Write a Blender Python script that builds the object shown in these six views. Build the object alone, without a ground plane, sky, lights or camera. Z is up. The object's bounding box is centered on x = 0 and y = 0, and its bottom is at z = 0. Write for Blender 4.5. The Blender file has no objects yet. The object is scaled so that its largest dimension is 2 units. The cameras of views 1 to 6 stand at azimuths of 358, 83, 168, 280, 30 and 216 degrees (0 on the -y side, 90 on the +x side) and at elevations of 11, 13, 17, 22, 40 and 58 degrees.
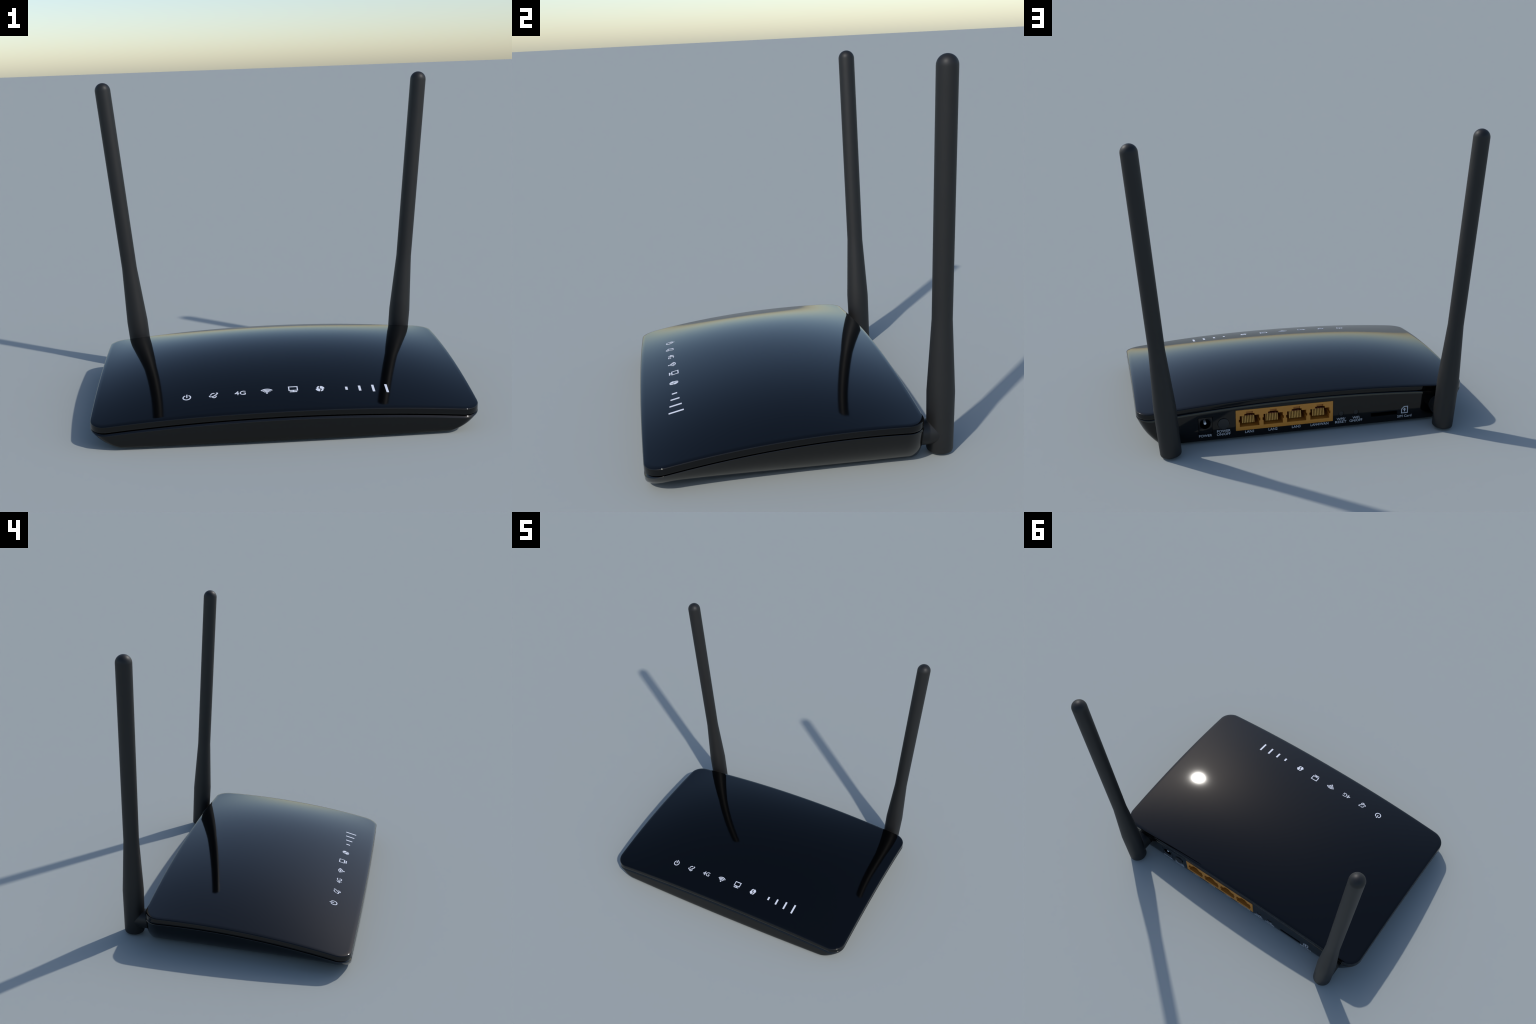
# Wireless router: domed gloss-black cover over a tapered housing, two hinged antennas,
# a rear panel with network ports, buttons, card slot and printed labels.
import bpy, bmesh, math
from mathutils import Vector, Matrix

# ----------------------------------------------------------------- materials
def principled(name, color, rough, metallic=0.0, specular=0.5, grain=0.0, grain_scale=300.0, var=0.0):
    m = bpy.data.materials.new(name)
    m.use_nodes = True
    nt = m.node_tree
    b = nt.nodes["Principled BSDF"]
    b.inputs["Roughness"].default_value = rough
    b.inputs["Metallic"].default_value = metallic
    b.inputs["Specular IOR Level"].default_value = specular
    tc = nt.nodes.new("ShaderNodeTexCoord")
    no = nt.nodes.new("ShaderNodeTexNoise")
    no.inputs["Scale"].default_value = grain_scale
    no.inputs["Detail"].default_value = 3.0
    nt.links.new(tc.outputs["Object"], no.inputs["Vector"])
    ramp = nt.nodes.new("ShaderNodeValToRGB")
    lo = [c * (1 - var) for c in color]
    hi = [c * (1 + var) for c in color]
    ramp.color_ramp.elements[0].position = 0.3
    ramp.color_ramp.elements[0].color = (*lo, 1)
    ramp.color_ramp.elements[1].position = 0.7
    ramp.color_ramp.elements[1].color = (*hi, 1)
    nt.links.new(no.outputs["Fac"], ramp.inputs["Fac"])
    nt.links.new(ramp.outputs["Color"], b.inputs["Base Color"])
    if grain > 0:
        bu = nt.nodes.new("ShaderNodeBump")
        bu.inputs["Strength"].default_value = grain
        bu.inputs["Distance"].default_value = 0.001
        nt.links.new(no.outputs["Fac"], bu.inputs["Height"])
        nt.links.new(bu.outputs["Normal"], b.inputs["Normal"])
    return m

M_GLOSS = principled("gloss_black_plastic", (0.0004, 0.0004, 0.00045), 0.056, specular=0.39, var=0.05)
M_SHELL = principled("satin_black_plastic", (0.0007, 0.0007, 0.0007), 0.05, specular=0.43, var=0.05)
M_RUBBER = principled("antenna_black_plastic", (0.0122, 0.0122, 0.0124), 0.52, specular=0.42, var=0.08)
M_HINGE = principled("hinge_black_plastic", (0.0095, 0.0096, 0.0100), 0.48, specular=0.42, var=0.08)
M_DARK = principled("recess_black", (0.0006, 0.0006, 0.0007), 0.6, specular=0.1)
M_BUTTON = principled("button_dark_plastic", (0.012, 0.0125, 0.0135), 0.5, var=0.06)
M_PRINT = principled("white_print", (0.69, 0.71, 0.785), 0.5, specular=0.3)
M_LABEL = principled("pale_label_print", (0.52, 0.54, 0.59), 0.55, specular=0.2)
M_ORANGE = principled("amber_plastic", (0.56, 0.225, 0.026), 0.4, var=0.03)
M_SOCKET = principled("amber_darkened_for_cavity_shade", (0.46, 0.165, 0.016), 0.5)  # block's amber, darkened and reddened: cavity shade and bounce light baked into base colour
M_GOLD = principled("gold_contact", (0.66, 0.35, 0.065), 0.45, metallic=0.1)
M_COPPER = principled("copper_brown_plastic", (0.34, 0.15, 0.085), 0.5)
M_RED = principled("dark_red_plastic", (0.16, 0.018, 0.008), 0.5)
M_STEEL = principled("steel_pin", (0.82, 0.84, 0.88), 0.35, metallic=0.1)

# ----------------------------------------------------------------- body maths
HALF_X = 0.984                     # half width of the outline
Y_FRONT, Y_BACK = -0.694, 0.542    # edges of the outline at its corners
BULGE_FRONT, BULGE_BACK = 0.0135, 0.009
CORNER = 0.092
ARCH = 0.056                       # sideways fall of the crown
WALL_Y = 0.546                     # flat rear wall of the housing
N_CORNER, N_LONG, N_SHORT = 18, 90, 60

def rim_z(x, y):
    a = 0.26047 + y * (0.05737 + y * (-0.10600 - 0.00978 * y))
    return a - ARCH * x * x

def crown_z(x, y):
    """Domed roof: falls to every edge, steepest at the front and the two ends."""
    x2 = x * x
    return (0.29482 + y * (0.04774 + y * (-0.19511 - 0.01489 * y))
            + x2 * (-0.06606 + y * (-0.01314 + y * (0.04825 + 0.02332 * y)))
            + x2 * x2 * (-0.03905 + y * (0.01994 + 0.05299 * y)) + 0.01586 * x2 ** 3)

def outline(HALF_X, Y_FRONT, Y_BACK, BULGE_FRONT, BULGE_BACK, r):
    """Rounded rectangle with bowed edges, counter-clockwise; (x, y, nx, ny)."""
    cy0, cy1 = Y_FRONT + r, Y_BACK - r
    cx = HALF_X - r
    raw = []
    def line(p, q, n):
        for i in range(n):
            t = i / n
            raw.append((p[0] + (q[0] - p[0]) * t, p[1] + (q[1] - p[1]) * t))
    def arc(c, a0):
        for i in range(N_CORNER):
            a = a0 + (math.pi / 2) * i / N_CORNER
            raw.append((c[0] + r * math.cos(a), c[1] + r * math.sin(a)))
    line((-cx, Y_FRONT), (cx, Y_FRONT), N_LONG); arc((cx, cy0), -math.pi / 2)
    line((HALF_X, cy0), (HALF_X, cy1), N_SHORT); arc((cx, cy1), 0)
    line((cx, Y_BACK), (-cx, Y_BACK), N_LONG); arc((-cx, cy1), math.pi / 2)
    line((-HALF_X, cy1), (-HALF_X, cy0), N_SHORT); arc((-cx, cy0), math.pi)
    pts = []
    ym = 0.5 * (Y_FRONT + Y_BACK)
    hy = 0.5 * (Y_BACK - Y_FRONT)
    for x, y in raw:
        u = (y - ym) / hy
        k = 1 - (x / HALF_X) ** 2
        y += (BULGE_BACK if u > 0 else -BULGE_FRONT) * abs(u) * k
        pts.append((x, y))
    out = []
    n = len(pts)
    for i in range(n):
        a, b = pts[i - 1], pts[(i + 1) % n]
        tx, ty = b[0] - a[0], b[1] - a[1]
        l = math.hypot(tx, ty)
        out.append((pts[i][0], pts[i][1], ty / l, -tx / l))
    return out

OUT = outline(HALF_X, Y_FRONT, Y_BACK, BULGE_FRONT, BULGE_BACK, CORNER)
FOOTPRINT = outline(0.872, -0.689, 0.537, 0.013, 0.0, 0.052)    # outline of the underside

def new_object(name, bm, mats, smooth_angle=35.0):
    bmesh.ops.recalc_face_normals(bm, faces=bm.faces)
    me = bpy.data.meshes.new(name)
    bm.to_mesh(me)
    bm.free()
    for m in mats:
        me.materials.append(m)
    ob = bpy.data.objects.new(name, me)
    bpy.context.scene.collection.objects.link(ob)
    shade(ob, smooth_angle)
    return ob

def shade(ob, angle):
    me = ob.data
    bm = bmesh.new()
    bm.from_mesh(me)
    lim = math.radians(angle)
    for f in bm.faces:
        f.smooth = True
    for e in bm.edges:
        e.smooth = not (len(e.link_faces) != 2 or e.calc_face_angle(0) > lim)
    bm.to_mesh(me)
    bm.free()

def add_ring(bm, pts):
    return [bm.verts.new(p) for p in pts]

def bridge(bm, a, b):
    n = len(a)
    for i in range(n):
        j = (i + 1) % n
        bm.faces.new((a[i], a[j], b[j], b[i]))

def spine_point(x, y):
    return (max(-0.50, min(0.50, x * 0.62)), -0.07)

def close_surface(bm, ring, inset, height, steps):
    """Fill from a ring of the outline inwards to a spine, on the surface height(x, y)."""
    prev = ring
    for k in range(1, steps + 1):
        s = k / steps
        pts = []
        for (x, y, nx, ny) in OUT:
            px, py = x - nx * inset, y - ny * inset
            sx, sy = spine_point(px, py)
            qx, qy = px + (sx - px) * s, py + (sy - py) * s
            pts.append((qx, qy, height(qx, qy)))
        cur = add_ring(bm, pts)
        bridge(bm, prev, cur)
        prev = cur
    bmesh.ops.remove_doubles(bm, verts=prev, dist=1e-5)

# ----------------------------------------------------------------- boolean helper
def cut(target, cutter):
    md = target.modifiers.new("cut", "BOOLEAN")
    md.operation = "DIFFERENCE"
    md.solver = "EXACT"
    md.object = cutter
    md.material_mode = "TRANSFER"
    dg = bpy.context.evaluated_depsgraph_get()
    me = bpy.data.meshes.new_from_object(target.evaluated_get(dg), depsgraph=dg)
    target.modifiers.clear()
    old = target.data
    target.data = me
    bpy.data.meshes.remove(old)

def drop(ob):
    me = ob.data
    bpy.data.objects.remove(ob)
    bpy.data.meshes.remove(me)

def prism_y(name, poly, y0, y1, mats, angle=35.0, bevel=0.0):
    """Polygon given in (x, z), extruded from y0 to y1."""
    bm = bmesh.new()
    a = [bm.verts.new((x, y0, z)) for x, z in poly]
    b = [bm.verts.new((x, y1, z)) for x, z in poly]
    fa = bm.faces.new(a)
    fb = bm.faces.new(list(reversed(b)))
    n = len(poly)
    for i in range(n):
        j = (i + 1) % n
        bm.faces.new((a[i], b[i], b[j], a[j]))
    if bevel > 0:
        rim = [e for e in bm.edges if all(abs(v.co.y - y1) < 1e-7 for v in e.verts)]
        bmesh.ops.bevel(bm, geom=rim, offset=bevel, segments=2, profile=0.5, affect="EDGES")
    return new_object(name, bm, mats, angle)

def rect(x0, x1, z0, z1):
    return [(x0, z0), (x1, z0), (x1, z1), (x0, z1)]

def rounded_rect(x0, x1, z0, z1, r, n=6):
    p = []
    for cx, cz, a0 in ((x1 - r, z0 + r, -90), (x1 - r, z1 - r, 0), (x0 + r, z1 - r, 90), (x0 + r, z0 + r, 180)):
        for i in range(n + 1):
            a = math.radians(a0 + 90 * i / n)
            p.append((cx + r * math.cos(a), cz + r * math.sin(a)))
    return p

def circle(cx, cz, r, n=40):
    return [(cx + r * math.cos(2 * math.pi * i / n), cz + r * math.sin(2 * math.pi * i / n)) for i in range(n)]

# ----------------------------------------------------------------- cover
GAP = 0.0034

def band(ny):
    """Height of the cover's vertical band, a little taller along the front."""
    return 0.0305 + 0.0015 * max(0.0, -ny)

def build_cover():
    bm = bmesh.new()
    soft = 0.024
    rings = []
    # soft shoulder, then a tight fillet into the vertical band; heights above the rim
    # blend from the roof at the inner ring to the crease at the outline
    prof = []
    for i in range(0, 11):
        d = soft + (0.0042 - soft) * i / 10.0
        prof.append((d, None, 0.0016 * (i / 10.0) ** 2.2))
    for i in range(1, 7):
        a = math.radians(24 + 66 * i / 6.0)
        a0 = math.radians(24)
        d = 0.0042 * (1 - (math.sin(a) - math.sin(a0)) / (1 - math.sin(a0)))
        prof.append((d, None, 0.0016 + 0.0046 * (math.cos(a0) - math.cos(a)) / math.cos(a0)))
    prof += [(0.0, 0.35, 0), (0.0, 0.7, 0), (0.0003, 0.955, 0), (0.0014, 1.0, 0), (0.012, 1.0, 0), (0.03, 0.95, 0)]
    for d, h, fall in prof:
        pts = []
        for x, y, nx, ny in OUT:
            px, py = x - nx * d, y - ny * d
            if h is None:
                pts.append((px, py, crown_z(px, py) - fall))
            else:
                pts.append((px, py, rim_z(px, py) - h * band(ny)))
        rings.append(add_ring(bm, pts))
    for a, b in zip(rings[:-1], rings[1:]):
        bridge(bm, a, b)
    close_surface(bm, rings[0], soft, crown_z, 44)
    close_surface(bm, rings[-1], 0.03, lambda x, y: rim_z(x, y) - 0.028, 8)
    return new_object("top_cover", bm, [M_GLOSS], 40)

def build_housing():
    bm = bmesh.new()
    rings = []
    def wall(x, y, ny):
        # the rear wall is straight in plan, the others follow the outline
        if ny > 0.4:
            k = min(1.0, max(0.0, (0.97 - abs(x)) / 0.10))
            y = y * (1 - k) + min(y, WALL_Y) * k
        return x, y
    # lip: a broad bevel along the front, a small bevel and a leaning band along the rear,
    # almost a plain edge along the ends; (inset, fall) for front and for rear
    front_lip = ((0.0125, 0.0), (0.0105, 0.0004), (0.0086, 0.0018), (0.0048, 0.0070), (0.0020, 0.0110), (0.0005, 0.0130))
    rear_lip = ((0.0065, 0.0), (0.0055, 0.0004), (0.0045, 0.0014), (0.0028, 0.0036), (0.0017, 0.0080), (0.0006, 0.0128))
    def end_weight(ny):
        return ny * ny + 0.14 * (1 - ny * ny)
    def gap(ny):
        return GAP + 0.0012 * (1 - ny * ny)
    for inset, dz in ((0.046, -0.0100), (0.036, -0.0100)):
        pts = []
        for x, y, nx, ny in OUT:
            x, y = wall(x, y, ny)
            i_ = inset - 0.030 + 0.0125 * end_weight(ny)
            pts.append((x - nx * i_, y - ny * i_, rim_z(x, y) - band(ny) - gap(ny) + dz))
        rings.append(add_ring(bm, pts))
    for (fi, fd), (ri, rd) in zip(front_lip, rear_lip):
        pts = []
        for x, y, nx, ny in OUT:
            w = end_weight(ny)
            k = 0.5 + 0.5 * ny
            x, y = wall(x, y, ny)
            i_, d_ = (fi * (1 - k) + ri * k) * w, (fd * (1 - k) + rd * k) * w
            pts.append((x - nx * i_, y - ny * i_, rim_z(x, y) - band(ny) - gap(ny) - d_))
        rings.append(add_ring(bm, pts))
    # walls: ends tuck under in a long curve, front and rear stay upright and turn in at the foot
    base = 0.0145
    for s in [i / 24.0 for i in range(0, 25)]:
        pts = []
        for (x, y, nx, ny), (bx, by, _, _) in zip(OUT, FOOTPRINT):
            w = end_weight(ny)
            x, y = wall(x, y, ny)
            zt = rim_z(x, y) - band(ny) - gap(ny) - 0.0142 * w
            gx = 0.60 * s + 0.40 * s ** 3.2
            gy = 0.08 * s + 0.92 * s ** 8
            pts.append((x + (bx - x) * gx, y + (by - y) * gy, zt + (base - zt) * s))
        rings.append(add_ring(bm, pts))
    for inset, z in ((0.005, 0.0118), (0.013, 0.0105)):
        rings.append(add_ring(bm, [(x - nx * inset, y - ny * inset, z) for x, y, nx, ny in FOOTPRINT]))
    for a, b in zip(rings[:-1], rings[1:]):
        bridge(bm, a, b)
    bm.faces.new(rings[-1])
    # hidden deck under the cover
    prev = rings[0]
    top = [(v.co.x, v.co.y, v.co.z) for v in rings[0]]
    for k in range(1, 9):
        s = k / 8
        pts = []
        for x, y, z in top:
            sx, sy = spine_point(x, y)
            qx, qy = x + (sx - x) * s, y + (sy - y) * s
            pts.append((qx, qy, rim_z(qx, qy) + (z - rim_z(x, y))))
        cur = add_ring(bm, pts)
        bridge(bm, prev, cur)
        prev = cur
    bmesh.ops.remove_doubles(bm, verts=prev, dist=1e-5)
    return new_object("housing", bm, [M_SHELL, M_DARK], 35)

root = bpy.data.objects.new("wifi_router", None)
bpy.context.scene.collection.objects.link(root)
root["label"] = "glossy black wireless router with two upright antennas and amber ports"
root["category"] = "router"

def adopt(ob, parent=root):
    ob.parent = parent
    return ob

cover = adopt(build_cover())
housing = adopt(build_housing())

# four low pads under the housing
for fx in (-0.70, 0.70):
    for fy in (-0.52, 0.38):
        bm = bmesh.new()
        n = 32
        rr = [add_ring(bm, [(fx + r * math.cos(2 * math.pi * i / n), fy + r * math.sin(2 * math.pi * i / n), z)
                            for i in range(n)]) for r, z in ((0.050, 0.012), (0.050, 0.001), (0.048, 0.0))]
        for a, b in zip(rr[:-1], rr[1:]):
            bridge(bm, a, b)
        bm.faces.new(rr[0]); bm.faces.new(rr[-1])
        adopt(new_object("foot_pad", bm, [M_RUBBER], 35))

# ----------------------------------------------------------------- rear panel
def cut_rear(poly, y0):
    c = prism_y("rear_cutter", poly, y0, 0.62, [M_DARK])
    cut(housing, c)
    drop(c)

PLATE = (-0.1595, 0.4205, 0.0610, 0.1895)
JACK = (0.5565, 0.6375, 0.0655, 0.1635)
SLOT = (-0.5590, -0.3940, 0.0605, 0.0840)
BUTTON = (0.4925, 0.1150, 0.0330)
SMALL_BUTTONS = [(-0.2115, 0.1015, 0.0150), (-0.3010, 0.1015, 0.0150)]

cut_rear(rect(PLATE[0] - 0.0015, PLATE[1] + 0.0015, PLATE[2] - 0.0015, PLATE[3] + 0.0015), 0.295)
cut_rear(rounded_rect(JACK[0] - 0.0022, JACK[1] + 0.0022, JACK[2] - 0.0022, JACK[3] + 0.0022, 0.004), 0.46)
cut_rear(rect(*SLOT), 0.49)
cut_rear(circle(BUTTON[0], BUTTON[1], BUTTON[2] + 0.0012), 0.50)
for x, z, r in SMALL_BUTTONS:
    cut_rear(circle(x, z, r + 0.0015, 28), 0.50)
shade(housing, 35)

# amber port block
block = adopt(prism_y("port_block", rect(*PLATE), 0.30, WALL_Y + 0.0015, [M_ORANGE, M_SOCKET], bevel=0.001))
PORT_X = [0.3400 - 0.1400 * i for i in range(4)]
def mirrored(cx, right):
    return [(cx + x, z) for x, z in right] + [(cx - x, z) for x, z in reversed(right)]
def main_opening(cx):       # deep socket with a key slot at each side
    return mirrored(cx, [(0.0575, 0.0840), (0.0575, 0.1130), (0.0635, 0.1130), (0.0635, 0.1310),
                         (0.0575, 0.1310), (0.0575, 0.1525)])
def latch_notch(cx):        # shallow stepped notch above it
    return mirrored(cx, [(0.0300, 0.1500), (0.0300, 0.1645), (0.0200, 0.1645), (0.0200, 0.1780)])
for cx in PORT_X:
    for poly, depth in ((main_opening(cx), 0.33), (latch_notch(cx), 0.520)):
        c = prism_y("port_cutter", poly, depth, 0.60, [M_SOCKET])
        cut(block, c)
        drop(c)
shade(block, 30)

def box_mesh(name, sx, sy, sz, mat):
    bm = bmesh.new()
    bmesh.ops.create_cube(bm, size=1.0, matrix=Matrix.Diagonal((sx, sy, sz, 1)))
    bmesh.ops.recalc_face_normals(bm, faces=bm.faces)
    me = bpy.data.meshes.new(name)
    bm.to_mesh(me)
    bm.free()
    me.materials.append(mat)
    return me

pin_mesh = box_mesh("contact_pin", 0.0055, 0.0032, 0.042, M_GOLD)
root_mesh = box_mesh("contact_root", 0.0042, 0.004, 0.0060, M_RED)
latch_mesh = box_mesh("latch_tab", 0.0385, 0.004, 0.010, M_COPPER)
def place(name, mesh, loc, tilt=0.0):
    o = bpy.data.objects.new(name, mesh)
    bpy.context.scene.collection.objects.link(o)
    o.location = loc
    o.rotation_euler = (math.radians(tilt), 0, 0)
    adopt(o, block)
for cx in PORT_X:
    for k in range(8):
        place("contact_pin", pin_mesh, (cx + 0.003 + (k - 3.5) * 0.0096, 0.5130, 0.1130), 13)
    for k in range(6):
        place("contact_root", root_mesh, (cx + 0.003 + (k - 2.5) * 0.0096, 0.5150, 0.1405))
    place("latch_tab", latch_mesh, (cx, 0.5260, 0.1735), -20)

# power jack: square insert with a round socket and a centre pin
jack = adopt(prism_y("power_jack", rounded_rect(*JACK, 0.006), 0.462, WALL_Y - 0.001, [M_SHELL, M_DARK], bevel=0.003))
JX, JZ = 0.5985, 0.1240
c = prism_y("jack_cutter", circle(JX, JZ, 0.0315, 48), 0.485, 0.6, [M_DARK])
cut(jack, c); drop(c)
shade(jack, 35)
def rod_y(name, x, z, r, y0, y1, mat, dome=0.0, n=32):
    bm = bmesh.new()
    prof = [(y0, r)]
    if dome > 0:
        for i in range(5):
            a = math.radians(90 * i / 5.0)
            prof.append((y1 - dome + dome * math.sin(a), r - dome + dome * math.cos(a)))
        prof.append((y1, max(r - dome, 0.0005)))
    else:
        prof.append((y1, r))
    rings = []
    for yy, rr in prof:
        rings.append(add_ring(bm, [(x + rr * math.cos(2 * math.pi * i / n), yy, z + rr * math.sin(2 * math.pi * i / n)) for i in range(n)]))
    for a, b in zip(rings[:-1], rings[1:]):
        bridge(bm, a, b)
    bm.faces.new(rings[0]); bm.faces.new(rings[-1])
    return new_object(name, bm, [mat], 40)
adopt(rod_y("jack_pin", JX, JZ, 0.0078, 0.484, 0.541, M_STEEL, dome=0.003), jack)

adopt(rod_y("power_button", BUTTON[0], BUTTON[1], BUTTON[2], 0.499, WALL_Y + 0.006, M_BUTTON, dome=0.0025, n=48))
for x, z, r in SMALL_BUTTONS:
    adopt(rod_y("push_button", x, z, r, 0.499, WALL_Y - 0.002, M_BUTTON, dome=0.0015, n=32))
# floor of the card slot
adopt(prism_y("card_slot", rect(SLOT[0] + 0.001, SLOT[1] - 0.001, SLOT[2] + 0.001, SLOT[3] - 0.001), 0.4905, 0.497, [M_DARK]))

# ----------------------------------------------------------------- lettering
def text_polys(body):
    cu = bpy.data.curves.new("lettering", "FONT")
    cu.body = body
    cu.size = 1.0
    cu.resolution_u = 4
    ob = bpy.data.objects.new("lettering", cu)
    bpy.context.scene.collection.objects.link(ob)
    dg = bpy.context.evaluated_depsgraph_get()
    me = bpy.data.meshes.new_from_object(ob.evaluated_get(dg), depsgraph=dg)
    bpy.data.objects.remove(ob)
    bpy.data.curves.remove(cu)
    return me

def solid_text(name, body, box, place, mat, thick=0.0012, fatten=0.0):
    """Fit flat text into box (u0, u1, v0, v1) and map with place(u, v, height)."""
    me = text_polys(body)
    bm = bmesh.new()
    bm.from_mesh(me)
    bpy.data.meshes.remove(me)
    bmesh.ops.remove_doubles(bm, verts=bm.verts, dist=1e-5)
    us = [v.co.x for v in bm.verts]; vs = [v.co.y for v in bm.verts]
    u0, u1, v0, v1 = box
    su = (u1 - u0) / (max(us) - min(us)); sv = (v1 - v0) / (max(vs) - min(vs))
    mu, mv = min(us), min(vs)
    for v in bm.verts:
        v.co = Vector((u0 + (v.co.x - mu) * su, v0 + (v.co.y - mv) * sv, 0))
    if fatten > 0:
        move = {}
        for v in bm.verts:
            d = Vector((0, 0, 0))
            for e in v.link_edges:
                if len(e.link_faces) == 1:
                    f = e.link_faces[0]
                    t = (e.verts[1].co - e.verts[0].co).normalized()
                    nrm = Vector((t.y, -t.x, 0))
                    mid = (e.verts[0].co + e.verts[1].co) / 2
                    if nrm.dot(f.calc_center_median() - mid) > 0:
                        nrm = -nrm
                    # choose by face winding for reliability
                    for l in f.loops:
                        if l.edge == e:
                            tt = (l.link_loop_next.vert.co - l.vert.co).normalized()
                            nrm = Vector((tt.y, -tt.x, 0)) * (1 if f.normal.z >= 0 else -1)
                    d += nrm
            if d.length > 0:
                move[v] = d.normalized() * fatten
        for v, d in move.items():
            v.co += d
    r = bmesh.ops.extrude_face_region(bm, geom=list(bm.faces))
    for el in r["geom"]:
        if isinstance(el, bmesh.types.BMVert):
            el.co.z = 1.0
    for v in bm.verts:
        v.co = Vector(place(v.co.x, v.co.y, -0.0006 if v.co.z < 0.5 else thick))
    return adopt(new_object(name, bm, [mat], 30))

def on_wall(u, v, h):           # u runs to the viewer's right when seen from behind
    return (-u, WALL_Y + h, v)

def rear_text(body, x_left, x_right, z0, z1):
    solid_text("label_text", body, (-x_left, -x_right, z0, z1), on_wall, M_LABEL, thick=0.0002, fatten=0.0)

rear_text("POWER", 0.636, 0.561, 0.0425, 0.0570)
rear_text("POWER", 0.531, 0.4525, 0.0610, 0.0765)
rear_text("ON/OFF", 0.532, 0.4530, 0.0410, 0.0565)
rear_text("LAN1", 0.367, 0.3155, 0.0410, 0.0570)
rear_text("LAN2", 0.228, 0.1750, 0.0410, 0.0570)
rear_text("LAN3", 0.088, 0.0370, 0.0410, 0.0570)
rear_text("LAN4/WAN", -0.0245, -0.1325, 0.0410, 0.0570)
rear_text("WPS/", -0.1835, -0.2360, 0.0600, 0.0755)
rear_text("RESET", -0.1740, -0.2430, 0.0415, 0.0565)
rear_text("WiFi", -0.2810, -0.3230, 0.0600, 0.0755)
rear_text("ON/OFF", -0.2625, -0.3410, 0.0410, 0.0570)
rear_text("SIM Card", -0.5600, -0.6490, 0.0370, 0.0525)

# ----------------------------------------------------------------- pictograms
def icon(name, shapes, place, mat, lo=-0.0008, hi=0.0009):
    """shapes: closed polygons or quad strips in (u, v); each becomes a thin solid."""
    bm = bmesh.new()
    for kind, data in shapes:
        if kind == "poly":
            a = [bm.verts.new(place(u, v, lo)) for u, v in data]
            b = [bm.verts.new(place(u, v, hi)) for u, v in data]
            bm.faces.new(a); bm.faces.new(list(reversed(b)))
            n = len(data)
            for i in range(n):
                bm.faces.new((a[i], a[(i + 1) % n], b[(i + 1) % n], b[i]))
        else:
            left, right = data
            L0 = [bm.verts.new(place(u, v, lo)) for u, v in left]
            R0 = [bm.verts.new(place(u, v, lo)) for u, v in right]
            L1 = [bm.verts.new(place(u, v, hi)) for u, v in left]
            R1 = [bm.verts.new(place(u, v, hi)) for u, v in right]
            n = len(left)
            for i in range(n - 1):
                j = i + 1
                bm.faces.new((L1[i], L1[j], R1[j], R1[i]))
                bm.faces.new((L0[i], R0[i], R0[j], L0[j]))
                bm.faces.new((L0[i], L0[j], L1[j], L1[i]))
                bm.faces.new((R0[i], R1[i], R1[j], R0[j]))
            for i in (0, n - 1):
                bm.faces.new((L0[i], L1[i], R1[i], R0[i]))
    return adopt(new_object(name, bm, [mat], 30))

def stroke(pts, w):
    left, right = [], []
    n = len(pts)
    for i in range(n):
        a, b = pts[max(i - 1, 0)], pts[min(i + 1, n - 1)]
        tx, ty = b[0] - a[0], b[1] - a[1]
        l = math.hypot(tx, ty)
        nx, ny = -ty / l * w / 2, tx / l * w / 2
        left.append((pts[i][0] + nx, pts[i][1] + ny))
        right.append((pts[i][0] - nx, pts[i][1] - ny))
    return ("strip", (left, right))

def arc_pts(cx, cy, rx, ry, a0, a1, n=24, rot=0.0):
    out = []
    c, s = math.cos(math.radians(rot)), math.sin(math.radians(rot))
    for i in range(n + 1):
        a = math.radians(a0 + (a1 - a0) * i / n)
        u, v = rx * math.cos(a), ry * math.sin(a)
        out.append((cx + u * c - v * s, cy + u * s + v * c))
    return out

def smooth_line(ctrl, n=5):
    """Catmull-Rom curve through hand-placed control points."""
    out = []
    for i in range(len(ctrl) - 1):
        p0, p1, p2, p3 = ctrl[max(i - 1, 0)], ctrl[i], ctrl[i + 1], ctrl[min(i + 2, len(ctrl) - 1)]
        for k in range(n):
            t = k / n
            out.append(tuple(0.5 * (2 * b + (c - a) * t + (2 * a - 5 * b + 4 * c - d) * t * t + (3 * b - a - 3 * c + d) * t ** 3)
                             for a, b, c, d in zip(p0, p1, p2, p3)))
    out.append(ctrl[-1])
    return out

def bar(u0, u1, v0, v1):
    return ("poly", [(u0, v0), (u1, v0), (u1, v1), (u0, v1)])

def on_cover(cx, cy):
    def place(u, v, h):
        x, y = cx + u, cy + v
        return (x, y, crown_z(x, y) + h)
    return place

ICON_Y = -0.5370
# power
icon("power_icon", [stroke(arc_pts(0, 0.0, 0.0192, 0.0192, 116, 424, 36), 0.0058), bar(-0.0029, 0.0029, -0.0015, 0.0265)],
     on_cover(-0.4965, ICON_Y + 0.0005), M_PRINT)
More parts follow.
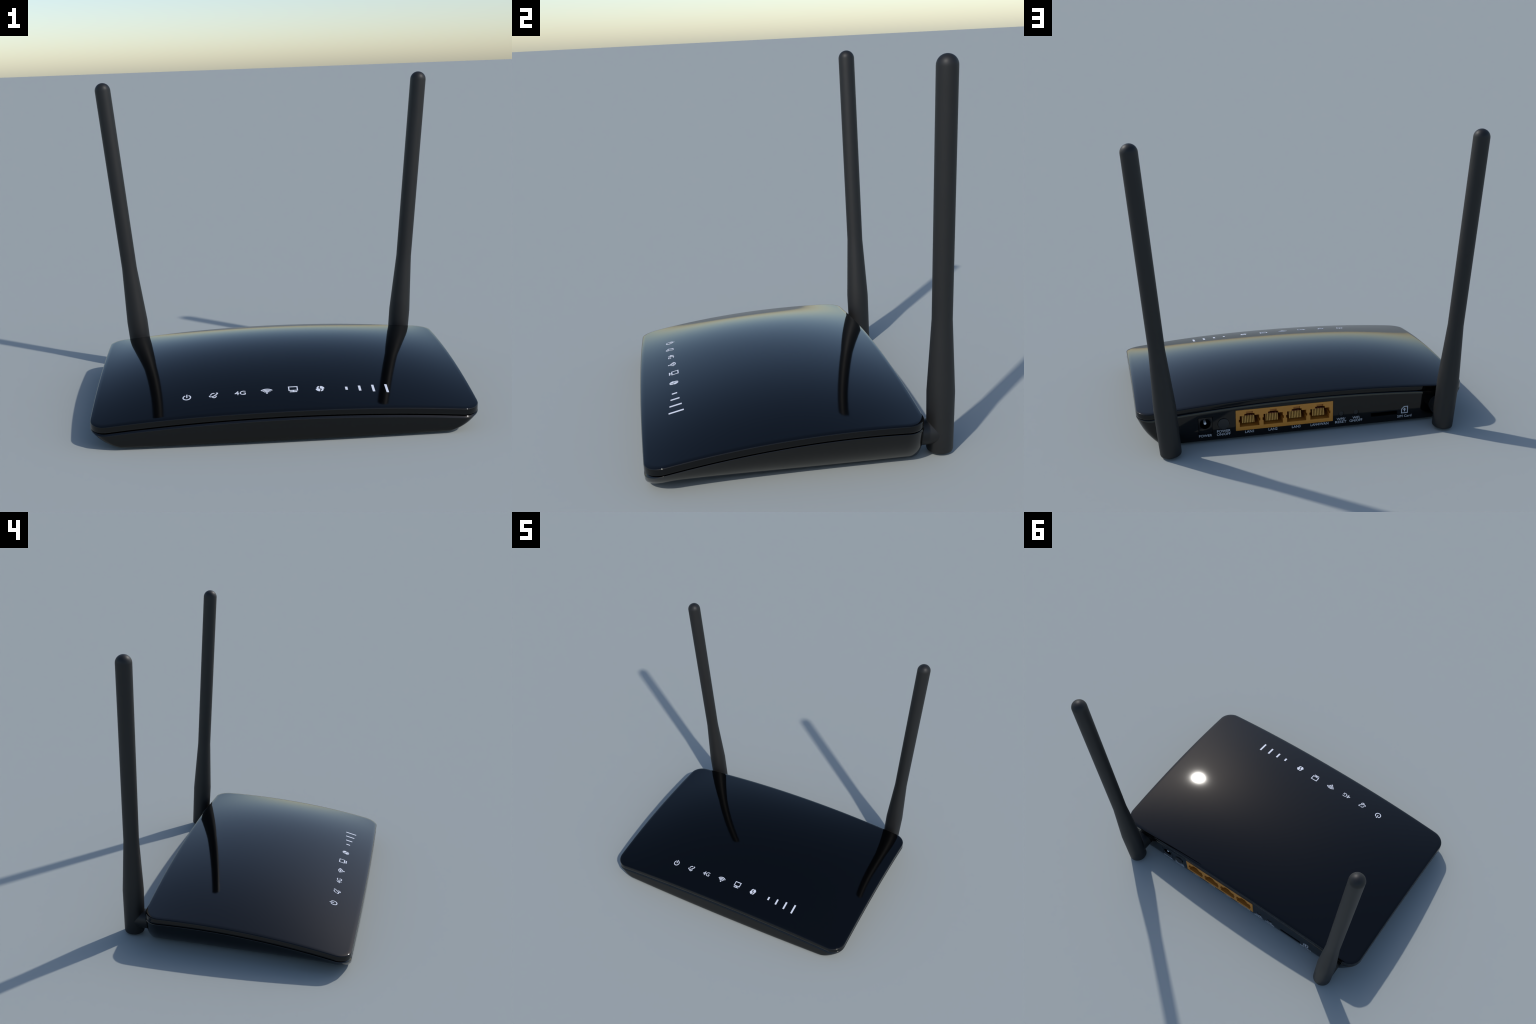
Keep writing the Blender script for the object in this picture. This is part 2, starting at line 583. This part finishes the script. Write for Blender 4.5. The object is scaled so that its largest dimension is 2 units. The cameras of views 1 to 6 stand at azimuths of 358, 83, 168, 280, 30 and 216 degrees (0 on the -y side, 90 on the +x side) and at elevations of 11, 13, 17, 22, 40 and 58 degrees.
# internet: planet with a tilted ring
icon("internet_icon", [
    stroke(smooth_line([(-0.0140, 0.0000), (-0.0118, 0.0085), (-0.0058, 0.0148), (0.0010, 0.0160), (0.0052, 0.0142)]), 0.0052),
    stroke(smooth_line([(-0.0178, -0.0030), (-0.0205, -0.0082), (-0.0170, -0.0128), (-0.0074, -0.0130), (0.0027, -0.0078),
                        (0.0123, 0.0016), (0.0205, 0.0110), (0.0206, 0.0160), (0.0130, 0.0172)]), 0.0052),
    stroke(smooth_line([(-0.0040, -0.0150), (-0.0030, -0.0208), (0.0050, -0.0230), (0.0122, -0.0175), (0.0146, -0.0085)]), 0.0052)],
     on_cover(-0.3605, ICON_Y), M_PRINT)
# 4G
solid_text("network_mark", "4G", (-0.2520, -0.1950, -0.5535, -0.5205),
           lambda u, v, h: (u, v, crown_z(u, v) + h), M_PRINT, thick=0.0009, fatten=0.0)
# wireless
WC = -0.0185
icon("wireless_icon", [stroke(arc_pts(0, WC, r, r, 41, 139, 22), 0.0056) for r in (0.0375, 0.0270, 0.0165)]
     + [("poly", arc_pts(0, WC + 0.0035, 0.0056, 0.0056, 0, 342, 19))], on_cover(-0.0875, ICON_Y), M_PRINT)
# computer
icon("computer_icon", [bar(-0.0245, 0.0245, 0.0255, 0.0310), bar(-0.0245, 0.0245, -0.0065, -0.0010),
                       bar(-0.0245, -0.0190, -0.0010, 0.0255), bar(0.0190, 0.0245, -0.0010, 0.0255),
                       bar(-0.0035, 0.0035, -0.0130, -0.0065), bar(-0.0190, 0.0190, -0.0190, -0.0130)],
     on_cover(0.0485, ICON_Y), M_PRINT)
# pairing: two chasing arrows, the second is the first turned half round
ARROW = [(-0.0012, 0.0212), (-0.0060, 0.0222), (-0.0125, 0.0180), (-0.0165, 0.0110), (-0.0175, -0.0010), (-0.0232, -0.0030),
         (-0.0205, -0.0118), (-0.0150, -0.0185), (-0.0085, -0.0222), (-0.0030, -0.0225), (0.0012, -0.0035), (-0.0072, 0.0000), (-0.0085, 0.0080)]
turn = lambda P: [(-u, -v) for u, v in P]
icon("pairing_icon", [("poly", ARROW), ("poly", turn(ARROW))],
     on_cover(0.1868, ICON_Y + 0.0020), M_PRINT)
# signal bars
for x, h in ((0.3225, 0.026), (0.3905, 0.044), (0.4605, 0.059), (0.5300, 0.072)):
    icon("signal_bar", [bar(-0.0062, 0.0062, -h / 2, h / 2)], on_cover(x, ICON_Y), M_PRINT)
# card symbol on the rear wall: outline with one cut corner and an arrow
SX, SZ, SW, SH = -0.6045, 0.0860, 0.0210, 0.0230
def on_rear(u, v, h):
    return (SX - u, WALL_Y + h, SZ + v)
o = [(-SW, -SH), (SW, -SH), (SW, SH), (-SW + 0.017, SH), (-SW, SH - 0.017)]
i_ = [(-SW + 0.005, -SH + 0.005), (SW - 0.005, -SH + 0.005), (SW - 0.005, SH - 0.005), (-SW + 0.019, SH - 0.005), (-SW + 0.005, SH - 0.019)]
card = [("poly", [o[k], o[(k + 1) % 5], i_[(k + 1) % 5], i_[k]]) for k in range(5)]
card.append(("poly", [(-0.0035, -0.0120), (0.0035, -0.0120), (0.0035, 0.0000), (0.0100, 0.0000), (0.0, 0.0120), (-0.0100, 0.0000), (-0.0035, 0.0000)]))
icon("card_icon", card, on_rear, M_LABEL, lo=-0.0006, hi=0.0003)

# ----------------------------------------------------------------- antennas
ANT_Y = 0.6430
ANT_X0, ANT_SLOPE = 0.8065, 0.0849      # axis x at the ground and lean per metre of height
PROFILE = [(0.0085, 0.046), (0.0100, 0.0535), (0.0140, 0.0590), (0.0205, 0.0612), (0.30, 0.0636), (0.645, 0.0458), (1.7355, 0.0466)]

def build_antenna(sgn):
    axis = Vector((ANT_SLOPE, 0, 1)).normalized()
    ux = Vector((axis.z, 0, -axis.x))
    uy = Vector((0, 1, 0))
    k = axis.z
    prof = []
    for (z0, r0), (z1, r1) in zip(PROFILE[:-1], PROFILE[1:]):
        steps = max(1, int((z1 - z0) / 0.06))
        for i in range(steps):
            t = i / steps
            prof.append((z0 + (z1 - z0) * t, r0 + (r1 - r0) * t))
    prof.append(PROFILE[-1])
    zc, r = PROFILE[-1]
    for i in range(1, 12):
        a = math.radians(90 * i / 12.0)
        prof.append((zc + r * math.sin(a), r * math.cos(a)))
    bm = bmesh.new()
    n = 48
    rings = []
    for z, rr in prof:
        c = Vector((ANT_X0, ANT_Y, 0)) + axis * (z / k)
        ring = []
        for j in range(n):
            th = 2 * math.pi * j / n
            p = c + ux * (rr * math.cos(th)) + uy * (rr * math.sin(th))
            ring.append((sgn * p.x, p.y, p.z))
        rings.append(add_ring(bm, ring))
    for a, b in zip(rings[:-1], rings[1:]):
        bridge(bm, a, b)
    bm.faces.new(rings[0])
    tip = Vector((ANT_X0, ANT_Y, 0)) + axis * ((zc + r) / k)
    tv = bm.verts.new((sgn * tip.x, tip.y, tip.z))
    for j in range(n):
        bm.faces.new((rings[-1][j], rings[-1][(j + 1) % n], tv))
    ant = adopt(new_object("antenna", bm, [M_RUBBER], 40))
    hx = ANT_X0 + ANT_SLOPE * 0.104
    hinge = rod_y("antenna_hinge", sgn * hx, 0.104, 0.0590, 0.5300, ANT_Y, M_HINGE, n=48)
    adopt(hinge, ant)
    return ant

for sgn in (-1, 1):
    build_antenna(sgn)
